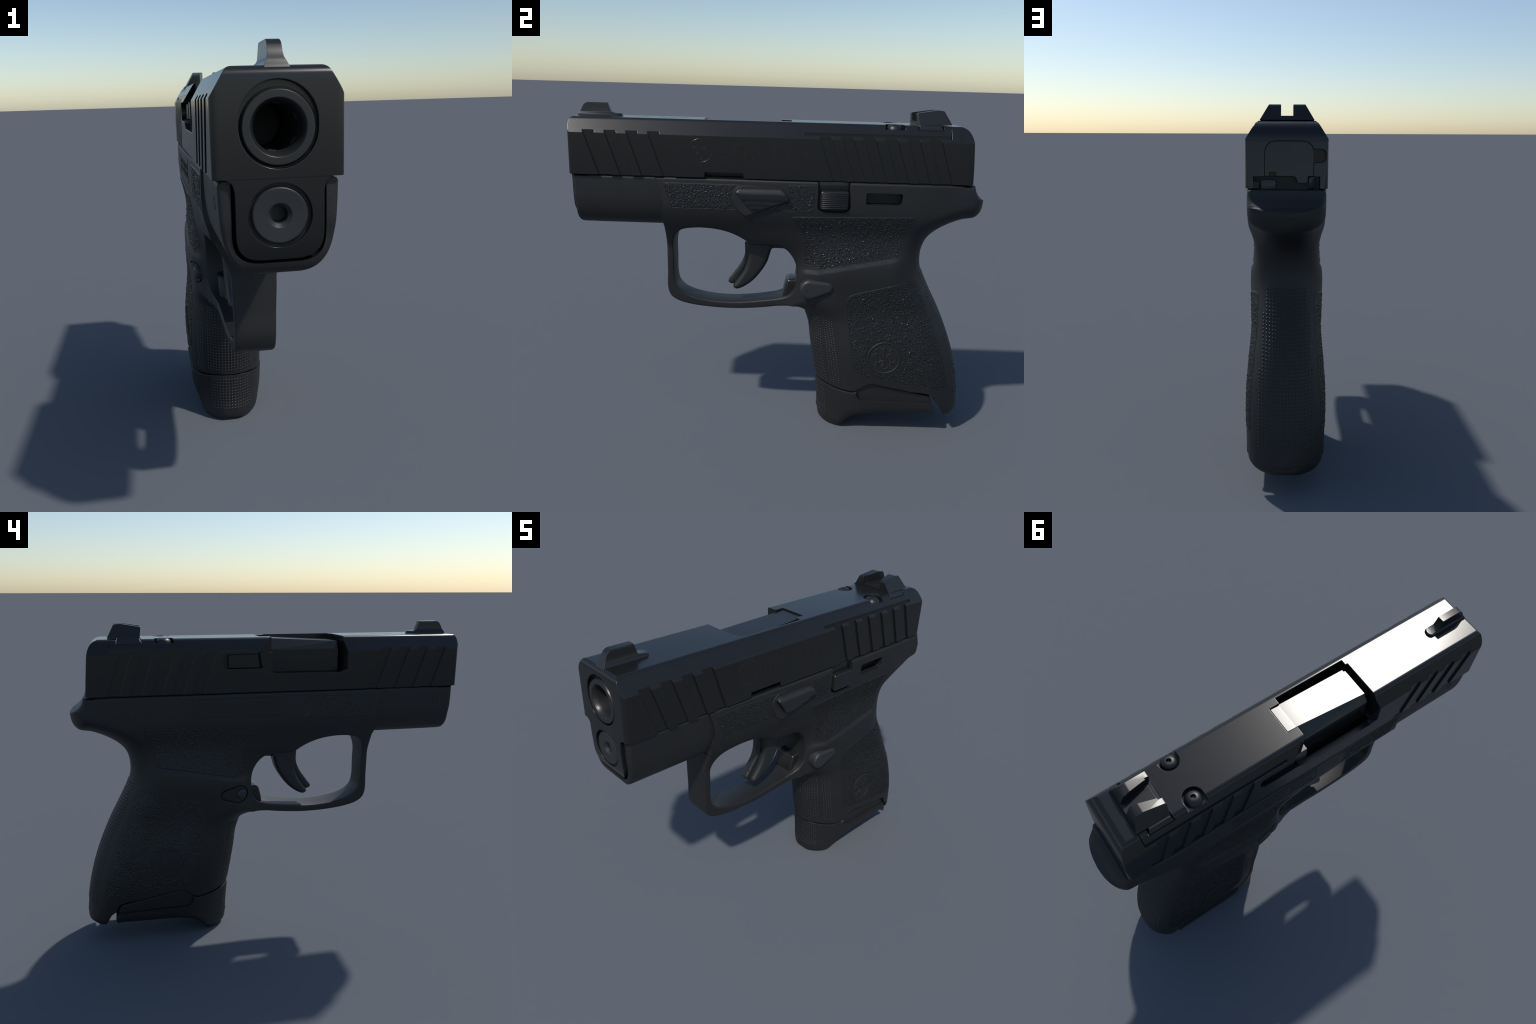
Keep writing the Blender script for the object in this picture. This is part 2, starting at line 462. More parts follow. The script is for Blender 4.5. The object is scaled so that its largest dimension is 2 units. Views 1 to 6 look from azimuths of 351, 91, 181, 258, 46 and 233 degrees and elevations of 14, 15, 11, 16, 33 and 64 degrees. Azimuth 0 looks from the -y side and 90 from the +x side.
def pad(poly, side, holes=()):
    poly = [tuple(p) for p in poly]
    V, F, loops = triangulate(poly, holes, h=0.005, grid=0.0027, rings=(0.0018, 0.0040))
    t = half_width(V, side)
    d = np.min([dist_to(L, V) for L in loops], axis=0)
    t = t + np.where(d < 0.001, -0.0025, 0.0008 + grain_height(V) * smooth01(0.0, 0.006, d))
    n = len(V)
    s = 1 if side > 0 else -1
    v = [(X0 + s * tt, p[0], p[1]) for p, tt in zip(V, t)]
    f = [tuple(q) if s > 0 else tuple(q[::-1]) for q in F]
    me = mesh_from(v, f, fix=False)
    # orientation check: faces must look outwards
    if me.polygons[0].normal.x * s < 0: me.flip_normals()
    o = add("grip_pad", me, PADM, frame, smooth=None)
    me.polygons.foreach_set("use_smooth", [True] * len(me.polygons))
    return o

EMB = (0.556, 0.424)
upper_pad = rounded([(0.060, 1.134), (0.655, 1.150), (0.606, 1.048), (0.592, 0.947), (0.349, 0.902), (0.205, 0.870), (0.139, 0.895), (0.137, 1.015), (0.106, 1.068)],
                    [0.022, 0.022, 0.05, 0.028, 0.05, 0.02, 0.01, 0.06, 0.05])
lower_pad = rounded([(0.343, 0.742), (0.684, 0.832), (0.765, 0.645), (0.836, 0.480), (0.892, 0.262), (0.850, 0.252), (0.445, 0.322), (0.405, 0.350)],
                    [0.055, 0.03, 0.08, 0.08, 0.03, 0.02, 0.04, 0.05])
arc = [(-0.187, 1.280), (-0.222, 1.255), (-0.231, 1.224), (-0.225, 1.190), (-0.207, 1.162)]
rail_pad = [(-0.553, 1.280)] + [(-0.511, 1.160)] + arc[::-1]
rail_pad2 = [(0.042, 1.287), (0.168, 1.288), (0.166, 1.163), (-0.070, 1.163), (0.060, 1.212)]
# thin raised border round each pad
def pad_border(polys, side):
    parts = []
    for poly in polys:
        L = resample(poly, 0.012)
        t = half_width(L, side)
        parts.append(tube([(X0 + side * (w - 0.0006), p[0], p[1]) for p, w in zip(L, t)], 0.0017, True, 6))
    return add("pad_border", join(parts), POLY, frame)

for side in (1, -1):
    pad(upper_pad, side)
    pad(lower_pad, side, [circle(*EMB, 0.089, 40)])
    pad(rail_pad, side)
pad(rail_pad2, 1)

# ------------------------------------------------------------------ emblem on the grip (ring, three arrows, three small rings)
def tube(points, r, closed=False, sides=6):
    P = [Vector(p) for p in points]; n = len(P); v, f = [], []
    for i in range(n):
        a = P[i - 1] if (closed or i > 0) else P[i]; b = P[(i + 1) % n] if (closed or i < n - 1) else P[i]
        t = (b - a).normalized(); u = t.orthogonal() if abs(t.x) > 0.9 else Vector((1, 0, 0)); u = (u - t * u.dot(t)).normalized(); w = t.cross(u)
        for k in range(sides):
            q = 2 * math.pi * k / sides
            v.append(P[i] + (u * math.cos(q) + w * math.sin(q)) * r)
    for i in range(n if closed else n - 1):
        j = (i + 1) % n
        for k in range(sides):
            k2 = (k + 1) % sides
            f.append((i * sides + k, i * sides + k2, j * sides + k2, j * sides + k))
    if not closed: f += [tuple(range(sides)), tuple((n - 1) * sides + k for k in range(sides - 1, -1, -1))]
    return mesh_from(v, f)

def emblem(cy, cz, R, place, r):
    """place(y,z) -> 3-D point on the surface"""
    s = R / 0.085; L = lambda pts: [place(cy + a * s, cz + b * s) for a, b in pts]
    parts = [tube(L(circle(0, 0, 0.083, 48)), r * 1.9, True)]
    for cx, top, bot in ((-0.037, 0.052, -0.040), (0, 0.060, -0.042), (0.037, 0.052, -0.040)):
        parts.append(tube(L([(cx, top), (cx, (top + bot) / 2), (cx, bot)]), r * 1.25))
        parts.append(tube(L([(cx - 0.011, top - 0.014), (cx, top), (cx + 0.011, top - 0.014)]), r))
        for k in range(3):
            parts.append(tube(L([(cx - 0.009, bot - 0.006 + 0.009 * k), (cx, bot + 0.004 + 0.009 * k), (cx + 0.009, bot - 0.006 + 0.009 * k)]), r * 0.8))
    for cx, cy2 in ((-0.037, 0.0), (0.037, 0.0), (0, -0.036)):
        parts.append(tube(L(circle(cx, cy2, 0.024, 24)), r, True))
    return join(parts)

for s in (1, -1):
    add("emblem", emblem(EMB[0], EMB[1], 0.083, lambda y, z: (X0 + s * (surf(y, z) + 0.0006), y, z), 0.0024), POLY, frame)
add("slide_emblem", emblem(-0.375, 1.437, 0.056, lambda y, z: (X0 + 0.1650, y, z), 0.00065), MARK)

pad_border([upper_pad, lower_pad, rail_pad, rail_pad2], 1)
pad_border([upper_pad, lower_pad, rail_pad], -1)

# ------------------------------------------------------------------ raised dots on the straps
def dots(name, points, size, height, mat, parent):
    """points: list of (position, normal)"""
    v, f = [], []
    for p, n in points:
        n = n.normalized(); t = Vector((0, 0, 1)); t = (t - n * t.dot(n)).normalized(); u = t.cross(n)
        i = len(v); a, b = size / 2, size * 0.22
        for q, hgt in ((a, -0.001), (b, height)):
            for su, st in ((-1, -1), (1, -1), (1, 1), (-1, 1)): v.append(p + u * su * q + t * st * q + n * hgt)
        for k in range(4): f.append((i + k, i + (k + 1) % 4, i + 4 + (k + 1) % 4, i + 4 + k))
        f.append((i + 4, i + 5, i + 6, i + 7))
    o = add(name, mesh_from(v, f), mat, parent, smooth=180)
    o["kind"] = "stuff"
    return o

def strap_point(x, z, front, R=STRAP_R):
    """point and normal on the front or back strap at lateral offset x"""
    def yy(x, z):
        g = hw_grip(z) - 0.001
        if front: return float(y_strap(z)) + R * (1 - math.sqrt(max(0, 1 - (x / g) ** 2)))
        lo, hi = 0.55, float(np.interp(z, BACK[::-1, 1][BACK[::-1, 1] < 0.93], BACK[::-1, 0][BACK[::-1, 1] < 0.93]))
        zz = np.linspace(0, 1, 90)
        ys = lo + (hi - lo) * zz
        t = half_width(np.stack([ys, np.full(90, z)], 1))
        k = np.where(t > abs(x))[0]
        return float(ys[k[-1]] + (ys[1] - ys[0]) * (t[k[-1]] - abs(x)) / max(t[k[-1]] - (t[k[-1] + 1] if k[-1] < 89 else 0), 1e-6)) if len(k) else hi
    e = 0.006
    y0 = yy(x, z)
    dx = (yy(x + e, z) - yy(x - e, z)) / (2 * e); dz = (yy(x, z + e) - yy(x, z - e)) / (2 * e)
    n = Vector((dx, -1, dz)) if front else Vector((-dx, 1, -dz))
    return Vector((X0 + x, y0, z)), n

pts = []
for r, z in enumerate(np.arange(0.275, 0.612, 0.0148)):
    s = 0.0
    xs = [0.0]
    g = float(hw_grip(z))
    while xs[-1] < 0.092:
        x = xs[-1]; slope = STRAP_R * x / (g * g) / math.sqrt(max(0.02, 1 - (x / g) ** 2))
        xs.append(x + 0.0142 / math.sqrt(1 + slope * slope))
    for x in sorted(set(xs + [-q for q in xs])): pts.append(strap_point(x, z, True))
dots("front_strap_dots", pts, 0.0075, 0.0032, DOTM, frame)
pts = []
for z in np.arange(0.215, 0.862, 0.0148):
    w = np.interp(z, [0.2, 0.5, 0.86], [0.124, 0.116, 0.092])
    k = int(w / 0.0142)
    for i in range(-k, k + 1): pts.append(strap_point(i * 0.0142, z, False))
dots("back_strap_dots", pts, 0.0086, 0.0036, DOTM, frame)
pts = []
for s in (1, -1):
    for z in np.arange(0.262, 0.616, 0.0128):
        for k in range(4):
            y = np.interp(z, [0.25, 0.616], [0.303, 0.240]) + k * 0.0132
            e = 0.004; t = surf(y, z)
            n = Vector((s, -s * s * (surf(y + e, z) - surf(y - e, z)) / (2 * e), -(surf(y, z + e) - surf(y, z - e)) / (2 * e)))
            pts.append((Vector((X0 + s * t, y, z)), n))
dots("side_strip_dots", pts, 0.0072, 0.0030, DOTM, frame)

# ------------------------------------------------------------------ magazine base
MAG = path([(0.232, 0.246), (0.262, 0.240), (0.310, 0.230), (0.360, 0.223), (0.412, 0.220)],
           [(0.412, 0.220), (0.445, 0.240), (0.480, 0.263), (0.510, 0.267), (0.600, 0.250), (0.700, 0.232), (0.806, 0.213)],
           [(0.806, 0.213), (0.815, 0.200), (0.827, 0.168), (0.838, 0.146), (0.840, 0.133), (0.833, 0.118), (0.812, 0.109)],
           [(0.812, 0.109), (0.780, 0.1075), (0.640, 0.104), (0.530, 0.100), (0.475, 0.094), (0.426, 0.080), (0.394, 0.055), (0.372, 0.023), (0.355, 0.006), (0.338, 0.0005), (0.316, 0.0),
            (0.294, 0.002), (0.268, 0.009), (0.250, 0.024), (0.243, 0.050), (0.241, 0.112), (0.236, 0.180), (0.232, 0.246)])
LEDGE = rounded([(0.418, 0.34), (0.430, 0.205), (0.450, 0.177), (0.90, 0.170), (0.90, 0.34)], [0.001, 0.01, 0.02, 0.001, 0.001])
BOT = resample(catmull([(0.812, 0.109), (0.780, 0.1075), (0.640, 0.104), (0.530, 0.100), (0.475, 0.094), (0.426, 0.080), (0.394, 0.055), (0.372, 0.023), (0.355, 0.006), (0.338, 0.0005), (0.316, 0.0), (0.294, 0.002), (0.268, 0.009)]), 0.01, closed=False)
V, F, loops = triangulate(MAG, [], [LEDGE], h=0.009, grid=0.016)
z = V[:, 1]; y = V[:, 0]
T = (hw_grip(z) - 0.001) * round_in(y - y_strap(z) + 0.0015, MAG_R)
T *= 0.84 + 0.16 * round_in(dist_to(BOT, V, closed=False), 0.045)
T = np.minimum(T, 0.10 + 0.085 * round_in(0.866 - y, 0.06))
T = edge_round(T, np.min([dist_to(L, V) for L in loops], axis=0), 0.004)
T = T - 0.014 * inside(offset_in(resample(LEDGE, 0.007), 0.0012), V)
mag = add("magazine_base", solid(V, F, np.maximum(T, 0), np.maximum(T, 0)), POLY, smooth=35)
pts = []
for z in np.arange(0.070, 0.228, 0.0152):
    for i in range(-7, 8):
        x = 0.0142 * i * (1 - 0.0022 * i * i)
        p, n = strap_point(x, z, True, MAG_R)
        p.y -= 0.0015
        lim = 1.0
        p.x = X0 + x * lim; pts.append((p, n))
dots("magazine_dots", pts, 0.0075, 0.0032, DOTM, mag)

# ------------------------------------------------------------------ slide
W, ZB, ZF, ZT = 0.1655, 1.311, 1.505, 1.576
sec = rounded([(X0 - W, ZB), (X0 + W, ZB), (X0 + W, ZF), (X0 + 0.122, ZT), (X0 - 0.122, ZT), (X0 - W, ZF)], [0.0004, 0.0004, 0.0004, 0.014, 0.014, 0.0004], 5)
sidep = path([(-1.0, 1.311), (-1.0, 1.545)], [(-1.0, 1.545), (-0.997, 1.560), (-0.990, 1.570), (-0.978, 1.576)], [(-0.978, 1.576), (-0.978, 1.60), (0.815, 1.60), (0.815, 1.577)][::3],
             [(0.815, 1.577), (0.842, 1.5745), (0.864, 1.565), (0.880, 1.548), (0.891, 1.522), (0.896, 1.495)], [(0.896, 1.495), (0.913, 1.311)])
sidep = [(y, z + (0.003 if z > 1.574 else 0)) for y, z in sidep]
plan = rounded([(X0 - W - 0.001, -1.0), (X0 + W + 0.001, -1.0), (X0 + W + 0.001, 0.916), (X0 - W - 0.001, 0.916)], [0.022, 0.022, 0.036, 0.036], 6)
body = prism(sec, "y", -1.05, 0.95)
body = boolean(body, prism(sidep, "x", -0.3, 0.3), "INTERSECT")
body = boolean(body, prism(plan, "z", 1.2, 1.7), "INTERSECT")
lug = prism(rounded([(X0 - 0.134, 1.325), (X0 - 0.134, 1.3105), (X0 - 0.118, 1.302), (X0 - 0.112, 1.280), (X0 - 0.112, 1.102), (X0 + 0.112, 1.102), (X0 + 0.112, 1.280), (X0 + 0.118, 1.302), (X0 + 0.134, 1.3105), (X0 + 0.134, 1.325)],
            [0.001, 0.003, 0.02, 0.01, 0.07, 0.07, 0.01, 0.02, 0.003, 0.001], 8), "y", -1.05, -0.82)
lug = boolean(lug, prism(path([(-0.9995, 1.33), (-0.9995, 1.24)], [(-0.9995, 1.24), (-0.997, 1.18), (-0.992, 1.14), (-0.984, 1.115), (-0.974, 1.095)], [(-0.974, 1.095), (-0.80, 1.095), (-0.80, 1.33)][:2], [(-0.80, 1.095), (-0.80, 1.33)]), "x", -0.3, 0.3), "INTERSECT")
body = boolean(body, lug, "UNION")

cut = []
def groove(y0, y1, side, depth=0.0085, lean=0.072):
    """slanted serration that runs from the chamfer to the lower edge of one flank"""
    z0, z1 = 1.30, 1.519
    k = lean / 0.21
    q = [(y0 + k * (1.519 - z0), z0), (y1 + k * (1.519 - z0), z0), (y1, z1), (y0, z1)]
    a, b = (X0 + side * (W - depth), X0 + side * 0.25)
    return prism(q, "x", min(a, b), max(a, b))
for s in (1, -1):
    for i in range(4): cut.append(groove(-0.929 + 0.1015 * i, -0.874 + 0.1015 * i, s))
    for i in range(6):
        if s < 0 and i == 0: continue
        cut.append(groove(0.176 + 0.1017 * i, 0.232 + 0.1017 * i, s))
body = boolean(body, join(cut))
cut = []
# long ledge under the optic plate, and the joint line behind it
for s in (1, -1):
    a, b = X0 + s * 0.1485, X0 + s * 0.25
    cut.append(box(min(a, b), max(a, b), 0.111, 0.7905, 1.5185, 1.5315))
body = boolean(body, join(cut))
cut = [box(-0.25, 0.25, 0.7875, 0.7905, 1.5195, 1.62)]
body = boolean(body, join(cut))
# muzzle opening (taller than wide), guide-rod opening, notch in the lower edge
def stadium(cx, z0, z1, r, n=24):
    P = [(cx + r * math.cos(math.pi * i / n), z1 + r * math.sin(math.pi * i / n)) for i in range(n + 1)]
    return P + [(cx + r * math.cos(math.pi + math.pi * i / n), z0 + r * math.sin(math.pi + math.pi * i / n)) for i in range(n + 1)]
cut = [prism(stadium(X0, 1.432, 1.446, 0.0985), "y", -1.1, -0.982), prism(circle(X0, 1.218, 0.082, 48), "y", -1.1, -0.982)]
body = boolean(body, join(cut))
body = boolean(body, join([prism(circle(X0, 1.432, 0.085, 48), "y", -0.985, -0.68), prism(circle(X0, 1.218, 0.05, 40), "y", -0.985, -0.86)]))
cut = [prism([(-0.357, 1.30), (-0.354, 1.336), (-0.174, 1.336), (-0.167, 1.30)], "x", 0.10, 0.3)]
# ejection port: top opening, right flank opening with extractor slot, slanted rear and front lips
cut.append(box(-0.30, X0 + 0.1035, -0.362, -0.001, 1.470, 1.70))
body = boolean(body, join(cut))
body = boolean(body, prism(rounded([(-0.374, 1.60), (-0.374, 1.399), (0.000, 1.401), (0.000, 1.60)], [0.001, 0.03, 0.018, 0.001]), "x", -0.30, X0 + 0.075))
body = boolean(body, prism(rounded([(0.064, 1.502), (0.255, 1.502), (0.255, 1.428), (0.052, 1.428)], [0.001, 0.036, 0.036, 0.001], 8), "x", -0.30, X0 - W + 0.050))
body = boolean(body, box(X0 - 0.138, X0 + 0.095, -0.3615, -0.0015, 1.325, 1.50))
scoop = prism([(-0.05, 1.40), (0.004, 1.4015), (0.047, 1.420), (0.078, 1.505), (-0.05, 1.505)], "x", -0.30, X0 - W + 0.020)
body = boolean(body, scoop)
lip = prism([(-0.05, 1.62), (-0.05, 1.50), (0.078, 1.504), (0.012, 1.574), (0.004, 1.62)], "x", -0.30, X0 - 0.118)
body = boolean(body, lip)
front_lip = mesh_from([(-0.30, -0.30, 1.41), (-0.30, -0.455, 1.41), (X0 - 0.120, -0.30, 1.41), (X0 - 0.120, -0.364, 1.41),
                       (-0.30, -0.30, 1.62), (-0.30, -0.455, 1.62), (X0 - 0.120, -0.30, 1.62), (X0 - 0.120, -0.364, 1.62)],
                      [(0, 1, 3, 2), (4, 6, 7, 5), (0, 4, 5, 1), (1, 5, 7, 3), (3, 7, 6, 2), (2, 6, 4, 0)])
body = boolean(body, front_lip)
# seat for the barrel hood, dovetail for the rear sight, screw pockets
cut = [box(X0 - 0.066, X0 + 0.072, -0.01, 0.050, 1.50, 1.70)]
cut.append(prism([(0.634, 1.5545), (0.759, 1.5545), (0.747, 1.60), (0.646, 1.60)], "x", -0.3, 0.3))
for s in (1, -1):
    cx = X0 + s * 0.0965
    cut.append(prism(circle(cx, 0.531, 0.0455, 40), "z", 1.5535, 1.70))
    cut.append(box(min(cx, cx + s * 0.1), max(cx, cx + s * 0.1), 0.4855, 0.5775, 1.5545, 1.71))
body = boolean(body, cut[0]); body = boolean(body, cut[1])
for c in cut[2:]: body = boolean(body, c)
# rear face: recess for the back plate, extractor-rod notch, rail openings
plate_poly = lambda g: rounded([(X0 + 0.0865 + g, 1.30), (X0 + 0.0865 + g, 1.497 + g), (X0 - 0.1065 - g, 1.497 + g), (X0 - 0.1065 - g, 1.30)], [0.001, 0.05, 0.05, 0.001], 8)
body = boolean(body, prism(plate_poly(0.0022), "y", 0.882, 1.1))
body = boolean(body, prism(rounded([(X0 - 0.09, 1.468), (X0 - 0.158, 1.468), (X0 - 0.158, 1.413), (X0 - 0.09, 1.413)], [0.001, 0.03, 0.03, 0.001], 8), "y", 0.850, 1.1))
body = boolean(body, box(X0 - 0.1335, X0 + 0.1335, 0.85, 1.1, 1.30, 1.359))
slide = add("slide", body, SLIDE, smooth=28, weight=True)

# back plate (set in the rear face, follows its lean)
def lean(z): return 0.896 + (1.495 - z) * 0.017 / 0.184
pp = rounded([(X0 + 0.0865, 1.3605), (X0 + 0.0865, 1.497), (X0 - 0.1065, 1.497), (X0 - 0.1065, 1.3605), (X0 - 0.0850, 1.3605), (X0 - 0.0830, 1.334), (X0 - 0.0460, 1.334), (X0 - 0.0350, 1.3605), (X0 + 0.0405, 1.3605), (X0 + 0.0405, 1.376), (X0 + 0.0705, 1.376), (X0 + 0.0705, 1.3605)],
             [0.003, 0.05, 0.05, 0.003, 0.004, 0.003, 0.003, 0.012, 0.001, 0.001, 0.001, 0.001], 6)
me = prism(pp, "y", 0.80, 0.90)
for v in me.vertices:
    if v.co.y > 0.85: v.co.y = lean(v.co.z) - 0.0006
add("back_plate", me, SLIDE, slide)
inner = [box(X0 - 0.132, X0 + 0.132, 0.70, 0.884, 1.3055, 1.3585)]
add("rail_interior", join(inner), POLY, slide)
blocks = [bevelled(prism(rounded([(X0 + 0.1030, 1.3065), (X0 + 0.1030, 1.346), (X0 + 0.0435, 1.346), (X0 + 0.0435, 1.3065)], [0.001, 0.014, 0.014, 0.001]), "y", 0.80, 0.905), 0.002),
          bevelled(prism(rounded([(X0 - 0.088, 1.3065), (X0 - 0.088, 1.358), (X0 - 0.112, 1.358), (X0 - 0.112, 1.3065)], [0.001, 0.02, 0.001, 0.001]), "y", 0.80, 0.901), 0.002),
          box(X0 + 0.109, X0 + 0.134, 0.85, 0.912, 1.3125, 1.338)]
add("rail_block", join(blocks), SLIDE, slide)
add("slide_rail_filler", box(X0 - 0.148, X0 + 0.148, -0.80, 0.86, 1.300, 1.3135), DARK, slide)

# optic-plate screws
for s in (1, -1):
    c = (X0 + s * 0.0965, 0.531, 1.5525)
    prof = [(0.0, 0.014), (0.010, 0.014), (0.0115, 0.0255), (0.017, 0.0255), (0.026, 0.0225), (0.034, 0.015), (0.039, 0.004), (0.0395, 0.0), (0.0, 0.0)]
    o = add("screw", lathe(prof, c, (0, 0, 1), 40), SCREW, slide, smooth=40)

# ------------------------------------------------------------------ barrel and guide rod
bz = 1.432
prof = [(0.0595, -0.93), (0.060, -0.976), (0.0690, -0.9965), (0.071, -0.9985), (0.0890, -0.9985), (0.0950, -0.988), (0.0955, -0.98), (0.0955, -0.63), (0.0, -0.63)]
barrel = add("barrel", lathe_y(prof, X0, bz, 72), BARREL, smooth=35)
add("bore", lathe_y([(0.0, -0.70), (0.0592, -0.70), (0.0594, -0.955), (0.066, -0.955), (0.066, -0.69), (0.0, -0.69)], X0, bz, 72), BOREM, barrel, smooth=35)
# rifling lands inside the bore
ribs = []
for i in range(6):
    a = 2 * math.pi * (i + 0.3) / 6
    c, s_ = math.cos(a), math.sin(a)
    P = []
    for yy, tw in ((-0.940, 0.1), (-0.84, 0.25), (-0.722, 0.5)):
        for da, r in ((-0.20, 0.0605), (-0.17, 0.0575), (0.17, 0.0575), (0.20, 0.0605)):
            P.append((X0 + r * math.cos(a + da + tw), yy, bz + r * math.sin(a + da + tw)))
    f = [(0, 1, 2, 3), (11, 10, 9, 8)]
    for k in (0, 4): f += [(k + j, k + (j + 1) % 4, k + 4 + (j + 1) % 4, k + 4 + j) for j in range(4)]
    ribs.append(mesh_from(P, f))
add("rifling", join(ribs), BOREM, barrel, smooth=None)
# chamber block seen through the port
y0h, y1h = -0.353, 0.0445
def hood_z(y): return 1.5695 + (y - 0.0445) * 0.0525      # the top falls towards the muzzle
xr0, xr1 = X0 - 0.0810, X0 - 0.0560      # right edge of the flat top, front and rear
xl = X0 + 0.0715
v, n = [], 0
for yy, xr in ((y0h, xr0), (0.000, xr1 - 0.004)):
    xs = X0 - 0.1080
    hz = hood_z(yy)
    v += [(xl, yy, 1.34), (xl, yy, hz), (xr, yy, hz), (xs, yy, 1.5125), (xs, yy, 1.34)]
f = [(0, 1, 2, 3, 4), (9, 8, 7, 6, 5)] + [(i, 5 + i, 5 + (i + 1) % 5, (i + 1) % 5) for i in range(5)]
blk = mesh_from(v, f)
tab = prism([(-0.004, 1.505), (y1h, 1.505), (y1h, hood_z(y1h)), (-0.004, hood_z(-0.004) - 0.0004)], "x", X0 - 0.0600, X0 + 0.0695)
add("chamber_block", boolean(blk, tab, "UNION"), SLIDEF, barrel, smooth=None)
# faint engraved lines on the chamber block
lines = []
for k, zz in enumerate((1.444, 1.434, 1.424)):
    lines.append(box(X0 - 0.1084, X0 - 0.1078, -0.115 - 0.0, -0.03, zz, zz + 0.003))
add("chamber_marking", join(lines), SLIDE, barrel, smooth=None)
add("extractor", prism(rounded([(0.066, 1.4315), (0.221, 1.4315), (0.221, 1.494), (0.077, 1.494)], [0.001, 0.014, 0.014, 0.001]), "x", X0 - W + 0.018, X0 - W + 0.07), SLIDEF, slide)

prof = [(0.0, -0.945), (0.0215, -0.945), (0.0215, -0.984), (0.031, -0.9935), (0.068, -0.9955), (0.0725, -0.991), (0.0728, -0.90), (0.0, -0.90)]
add("guide_rod", lathe_y(prof, X0, 1.218, 56), ROD, smooth=35)

# ------------------------------------------------------------------ front sight
def loft_x(sections):
    """sections: (z, list of (y, half width) ...) closed rings from bottom to top"""
    v, f, n = [], [], len(sections[0])
    for ring in sections: v += ring
    for k in range(len(sections) - 1):
        for i in range(n): f.append((k * n + i, k * n + (i + 1) % n, (k + 1) * n + (i + 1) % n, (k + 1) * n + i))
    f += [tuple(range(n))[::-1], tuple((len(sections) - 1) * n + i for i in range(n))]
    return mesh_from(v, f)
def sight_ring(z, yf, yr, wf, wr, rr):
    """front edge straight, rear end rounded by rr"""
    P = [(X0 - wf, yf, z), (X0 + wf, yf, z)]
    for i in range(9):
        a = -math.pi / 2 + math.pi * i / 8
        P.append((X0 + wr * math.cos(a + math.pi / 2), yr - rr + rr * math.cos(a), z))
    # order: front left, front right, then rear right -> rear left
    Q = P[:2] + [(X0 + wr * math.cos(math.pi * i / 8), yr - rr + rr * math.sin(math.pi * i / 8), z) for i in range(9)]
    return Q
rings = [sight_ring(1.555, -0.9935, -0.772, 0.0350, 0.0260, 0.020), sight_ring(1.572, -0.988, -0.772, 0.0310, 0.0260, 0.020), sight_ring(1.5785, -0.984, -0.771, 0.0290, 0.0260, 0.020),
         sight_ring(1.5885, -0.979, -0.776, 0.0245, 0.0220, 0.018)]
rings += [sight_ring(1.5905, -0.978, -0.806, 0.0230, 0.0200, 0.001), sight_ring(1.596, -0.9735, -0.825, 0.0205, 0.0195, 0.001), sight_ring(1.610, -0.967, -0.831, 0.0188, 0.0188, 0.001),
          sight_ring(1.624, -0.960, -0.836, 0.0182, 0.0182, 0.001), sight_ring(1.632, -0.953, -0.838, 0.0180, 0.0180, 0.001), sight_ring(1.6375, -0.943, -0.8395, 0.0172, 0.0172, 0.001), sight_ring(1.6395, -0.934, -0.840, 0.0160, 0.0160, 0.001)]
add("front_sight", loft_x(rings), GLOSS, smooth=40)

# ------------------------------------------------------------------ rear sight
side = rounded([(0.6445, 1.5785), (0.797, 1.5815), (0.763, 1.644), (0.733, 1.6465), (0.637, 1.6305)], [0.001, 0.002, 0.006, 0.004, 0.006], 3)
sight = prism(side, "x", -0.3, 0.3)
rear_sec = rounded([(X0 - 0.1135, 1.575), (X0 + 0.1135, 1.575), (X0 + 0.1135, 1.5795), (X0 + 0.0735, 1.6475), (X0 + 0.066, 1.66), (X0 - 0.066, 1.66), (X0 - 0.0735, 1.6475), (X0 - 0.1135, 1.5795)], [0.001, 0.001, 0.001, 0.006, 0.001, 0.001, 0.006, 0.001], 4)
sight = boolean(sight, prism(rear_sec, "y", 0.5, 0.9), "INTERSECT")
notch = [(X0 - 0.025, 0.85), (X0 + 0.025, 0.85), (X0 + 0.025, 0.755), (X0 + 0.046, 0.664), (X0 + 0.046, 0.55), (X0 - 0.046, 0.55), (X0 - 0.046, 0.664), (X0 - 0.025, 0.755)]
sight = boolean(sight, prism(notch, "z", 1.5985, 1.75))
sight = boolean(sight, box(X0 - 0.055, X0 + 0.055, 0.50, 0.657, 1.5905, 1.75))
base = prism([(0.639, 1.5550), (0.754, 1.5550), (0.743, 1.5790), (0.649, 1.5790)], "x", X0 - 0.1325, X0 + 0.1325)
base = boolean(base, prism([(X0 - 0.150, 1.53), (X0 + 0.150, 1.53), (X0 + 0.1345, 1.5570), (X0 + 0.1205, 1.5795), (X0 - 0.1205, 1.5795), (X0 - 0.1345, 1.5570)], "y", 0.5, 0.9), "INTERSECT")
rs = add("rear_sight", sight, SIGHT, smooth=30)
add("sight_base", base, SIGHT, rs)

# ------------------------------------------------------------------ trigger and guard insert
TR = path([(-0.156, 1.02), (-0.157, 0.962), (-0.151, 0.918), (-0.153, 0.873), (-0.173, 0.818), (-0.203, 0.772), (-0.221, 0.745), (-0.221, 0.730), (-0.205, 0.721), (-0.173, 0.731), (-0.118, 0.772),
           (-0.074, 0.828), (-0.049, 0.874), (-0.037, 0.914), (-0.029, 0.936), (-0.015, 0.941)], [(-0.015, 0.941), (0.052, 0.940), (0.052, 1.02)][:2], [(0.052, 0.940), (0.052, 1.02)])
V, F, loops = triangulate(TR, h=0.008, grid=0.012, rings=(0.0006, 0.002, 0.0045, 0.008, 0.013, 0.02))
d = dist_to(loops[0], V)
t = np.interp(V[:, 1], [0.72, 0.80, 0.93, 1.0], [0.048, 0.051, 0.053, 0.053]) * (0.52 + 0.48 * round_in(d, 0.022))
